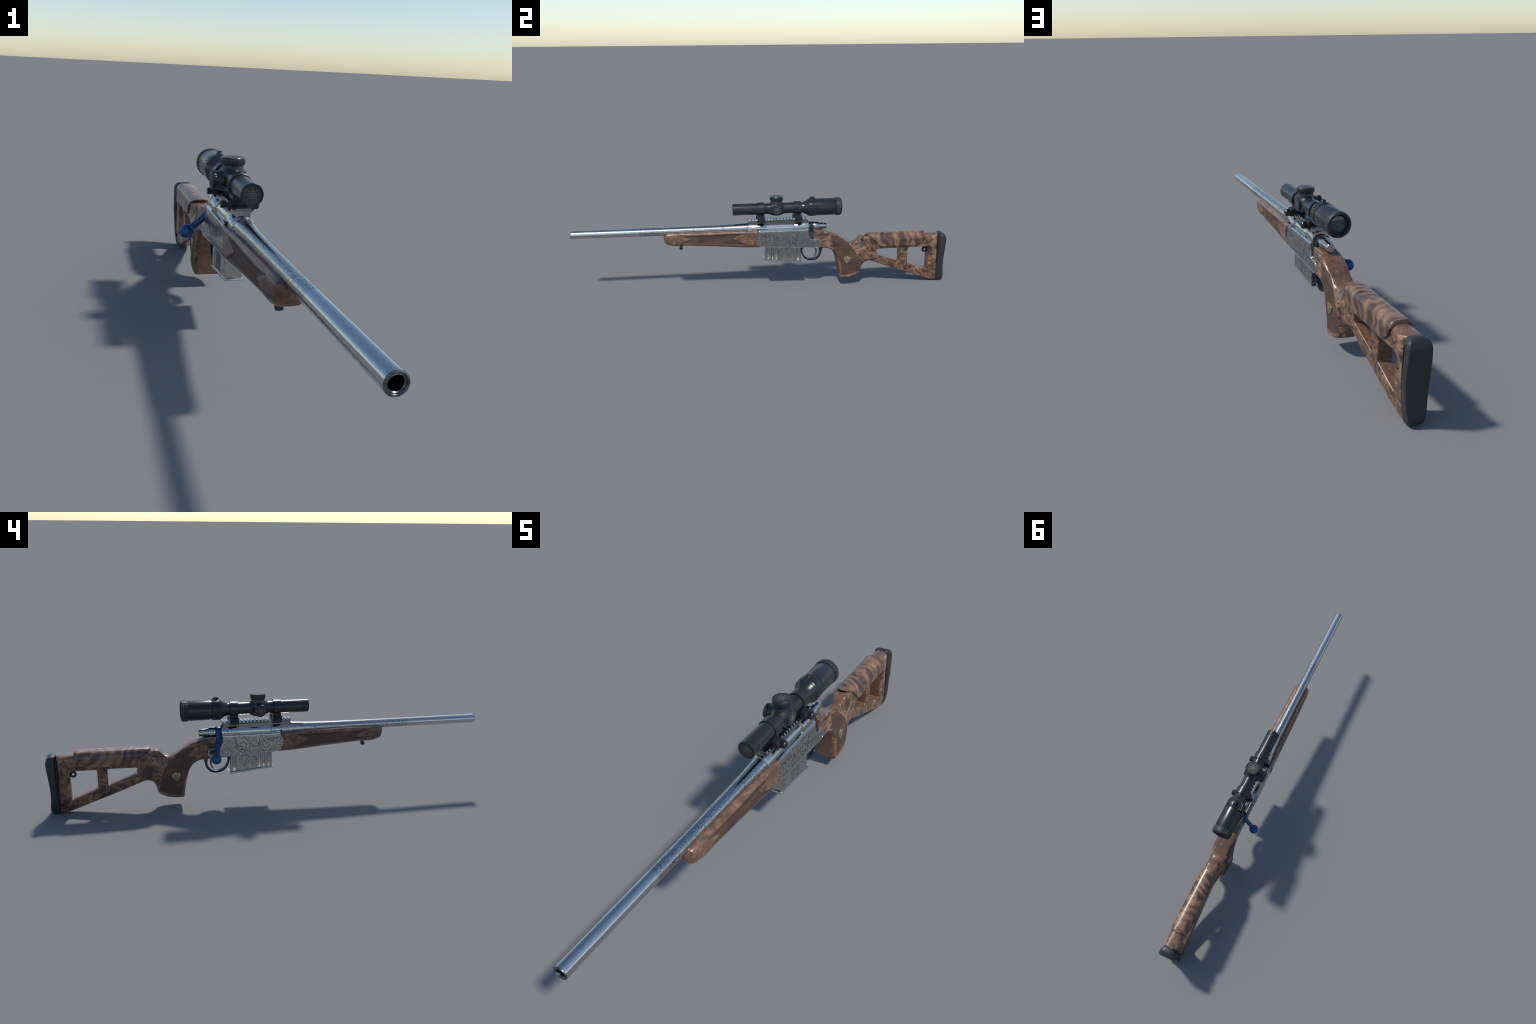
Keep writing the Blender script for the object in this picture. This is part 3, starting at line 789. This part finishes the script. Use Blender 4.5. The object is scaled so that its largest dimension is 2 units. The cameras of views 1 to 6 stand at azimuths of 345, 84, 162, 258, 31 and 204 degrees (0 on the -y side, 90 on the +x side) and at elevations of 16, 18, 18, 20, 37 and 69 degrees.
# ------------------------------------------------------------------ scope
body = [(-0.1600, 0.0), (-0.1600, 0.0265), (-0.1630, 0.0272), (-0.1630, 0.0292), (-0.1615, 0.0305), (-0.1395, 0.0307), (-0.1390, 0.0296), (-0.1375, 0.0296), (-0.1370, 0.0303), (-0.0400, 0.0300),
        (0.0, 0.0285), (0.1980, 0.0283), (0.2080, 0.0290), (0.2200, 0.0335), (0.2330, 0.0415), (0.2375, 0.0440), (0.2790, 0.0440), (0.2800, 0.0428), (0.2815, 0.0428), (0.2825, 0.0450),
        (0.3770, 0.0450), (0.3800, 0.0438), (0.3850, 0.0432)]
V, F = lathe(body, (XC, 0, SZ), "y", 72); scope = add_mesh("scope", V, F, M_BLACK)
# saddle: bulb with a flare to the elevation turret and to the side caps
V, F = lathe([(-0.044, 0.0286), (-0.037, 0.0300), (-0.027, 0.0345), (-0.013, 0.0380), (0.004, 0.0385), (0.018, 0.0370), (0.030, 0.0320), (0.039, 0.0288)], (XC, 0.0680, SZ), "y", 64,
             rfun=lambda t, a: min(1.03 if math.sin(a) < -0.3 else 1.0, 0.90 / max(0.3, abs(math.cos(a)))))
add_mesh("turret_saddle", V, F, M_BLACK, scope)
V, F = lathe([(-0.01, 0.0375), (0.014, 0.0365), (0.026, 0.0348), (0.035, 0.0322), (0.0410, 0.0300), (0.050, 0.0295)], (XC, 0.0680, SZ - 0.004), "z", 56); add_mesh("turret_neck", V, F, M_BLACK, scope)
knurl = lambda n, d: (lambda t, a: 1.0 - d * (1 if math.sin(a * n) > 0.55 else 0))
V, F = lathe([(0.4800, 0.0275), (0.4805, 0.0325), (0.4825, 0.0340), (0.4850, 0.0345), (0.4970, 0.0348), (0.5005, 0.0338), (0.5030, 0.0318), (0.5030, 0.0)], (XC, 0.0680, 0), "z", 160,
             rfun=lambda t, a: 1.0 - (0.035 if (0.481 < t < 0.4955 and math.sin(a * 20) > 0.45) else 0))
turret = add_mesh("elevation_turret", V, F, M_BLACK, scope)
# windage cap: +x nearly flush, -x standing proud
V, F = lathe([(0.020, 0.0310), (0.030, 0.0290), (0.0355, 0.0280), (0.0370, 0.0262), (0.0372, 0.0)], (XC, 0.0680, SZ - 0.001), "x", 56); capr = add_mesh("side_cap", V, F, M_BLACK, scope)
V, F = lathe([(0.020, 0.0320), (0.034, 0.0290), (0.0420, 0.0262), (0.0490, 0.0250), (0.0500, 0.0265), (0.0520, 0.0274), (0.0590, 0.0274), (0.0620, 0.0255), (0.0625, 0.0)], (0, 0, 0), "x", 120,
             rfun=lambda t, a: 1.0 - (0.04 if (0.0515 < t < 0.060 and math.sin(a * 18) > 0.45) else 0))
capl = add_mesh("windage_turret", [(XC - x, 0.0680 + y, SZ - 0.001 + z) for x, y, z in V], [f[::-1] for f in F], M_BLACK, scope)

# magnification ring: fluted, with a thumb fin
V, F = lathe([(0.2360, 0.040), (0.2375, 0.0445), (0.2410, 0.0465), (0.2440, 0.0475), (0.2735, 0.0475), (0.2770, 0.0462), (0.2785, 0.043)], (XC, 0, SZ), "y", 240,
             rfun=lambda t, a: 1.0 - (0.055 if (0.2425 < t < 0.2765 and math.sin(a * 30) > 0.2) else 0))
zr = add_mesh("magnification_ring", V, F, M_BLACK, scope)
fin = spline([(0.2405, 0.480, 0.003, "c"), (0.247, 0.4915, 0.003), (0.254, 0.4955, 0.003), (0.263, 0.4945, 0.003), (0.272, 0.487, 0.003), (0.277, 0.480, 0.003, "c")], 0.003)
pillow("thumb_fin", [fin], lambda y, z: 0.0075, M_BLACK, 0.01, parent=zr)
# eyepiece ring with scalloped grip and recessed lens
V, F = lathe([(0.3840, 0.041), (0.3850, 0.0458), (0.3875, 0.0472), (0.4000, 0.0474), (0.4075, 0.0465), (0.4125, 0.0440), (0.4145, 0.0405), (0.4140, 0.0365), (0.4110, 0.0345), (0.3960, 0.0335)], (XC, -0.0012, SZ), "y", 240,
             rfun=lambda t, a: 1.0 - (0.035 if (0.3865 < t < 0.4010 and math.sin(a * 24) > 0.3) else 0), close=False)
eye = add_mesh("eyepiece", V, F, M_BLACKM, scope)
V, F = lathe([(0.3985, 0.0345), (0.4010, 0.026), (0.4028, 0.014), (0.4034, 0.0)], (XC, 0, SZ), "y", 48, close=False); add_mesh("eyepiece_lens", V, F, M_LENS, scope)

# ring mounts
for yc in (-0.0170, 0.1790):
    V, F = lathe([(-0.0185, 0.027), (-0.0185, 0.0325), (-0.0170, 0.0340), (0.0170, 0.0340), (0.0185, 0.0325), (0.0185, 0.027)], (XC, yc, SZ), "y", 64)
    mt = add_mesh("scope_mount", V, F, M_BLACK, scope)
    bb = Bag()
    for side in (1, -1):        # split line flanges
        bb.add(*box(XC + side * 0.0315 - 0.0035, XC + side * 0.0315 + 0.0035, yc - 0.0182, yc + 0.0182, SZ - 0.017, SZ - 0.005, 0.0025))
    bb.add(*box(XC - 0.0215, XC + 0.0215, yc - 0.0182, yc + 0.0182, 0.386, 0.418, 0.002))
    # clamp jaws either side of the rail
    for side in (1, -1):
        s2 = [(XC + side * 0.0165, 0.400), (XC + side * 0.0330, 0.398), (XC + side * (0.0420 if side > 0 else 0.037), 0.390), (XC + side * (0.0400 if side > 0 else 0.033), 0.3710), (XC + side * 0.0262, 0.3690), (XC + side * 0.0255, 0.3760), (XC + side * 0.0200, 0.3868)]
        bb.add(*prism(s2[::-1] if side > 0 else s2, yc - 0.0205, yc + 0.0205))
    bb.obj("mount_base", M_BLACK, mt)
    scr = Bag()
    V, F = lathe([(-0.050, 0.0), (-0.050, 0.0085), (-0.0485, 0.0100), (-0.036, 0.0102), (-0.036, 0.0075), (0.036, 0.0085), (0.0365, 0.0130), (0.0390, 0.0145), (0.0540, 0.0145), (0.0580, 0.0115), (0.0580, 0.0055), (0.0560, 0.0050), (0.0560, 0.0)],
                 (XC, yc + 0.004, 0.3835), "x", 28)
    add_mesh("clamp_screw", V, F, M_BLACK, mt)

# compass-like marks on the caps: hub with bars inside a circle of ticks
def mark(name, parent, place, R, circle=True, mat=None):
    """place(u, v, h) maps the flat badge to the surface"""
    bg = Bag()
    def quad(pts, h):
        n = len(pts); V = [place(u, v, 0.0) for u, v in pts] + [place(u, v, h) for u, v in pts]
        bg.add(V, [tuple(range(n, 2 * n))] + [(i, (i + 1) % n, n + (i + 1) % n, n + i) for i in range(n)])
    def arc(r0, r1, a0, a1, h, k=3):
        a = np.linspace(a0, a1, k)
        quad([(r0 * math.cos(x), r0 * math.sin(x)) for x in a[::-1]] + [(r1 * math.cos(x), r1 * math.sin(x)) for x in a], h)
    h = 0.0005
    for i in range(8):
        a = i * PI / 4
        arc(R * 0.52, R * 0.86, a - 0.075, a + 0.075, h)
    for i in range(8):
        a = i * PI / 4 + PI / 8
        arc(R * 0.40, R * 0.50, a - 0.40, a + 0.40, h, 4)
    for s in (-0.20, 0.0, 0.20):
        e = 0.26 if s else 0.32
        quad([(-R * e, R * (s - 0.065)), (R * e, R * (s - 0.065)), (R * e, R * (s + 0.065)), (-R * e, R * (s + 0.065))], h)
    if circle:
        for i in range(36):
            a = 2 * PI * i / 36; arc(R * 0.95, R * 1.0, a - 0.088, a + 0.088, h * 0.6, 2)
    bg.obj(name, mat or M_MARK, parent)

mark("cap_mark", turret, lambda u, v, h: (XC + u, 0.0680 + v, 0.5030 + h), 0.0235)
mark("cap_mark", capr, lambda u, v, h: (XC + 0.0372 + h, 0.0680 + u, SZ - 0.001 + v), 0.0200)
mark("cap_mark", capl, lambda u, v, h: (XC - 0.0625 - h, 0.0680 - u, SZ - 0.001 + v), 0.0200)
mark("cap_mark", scope, lambda u, v, h: (XC + u, -0.1612 - h, SZ + v), 0.0215, False, M_MARKC)
V, F = lathe([(-0.1612, 0.0), (-0.1610, 0.0262), (-0.1590, 0.0268)], (XC, 0, SZ), "y", 48); lc = add_mesh("lens_cover", V, F, M_BLACKM, scope)
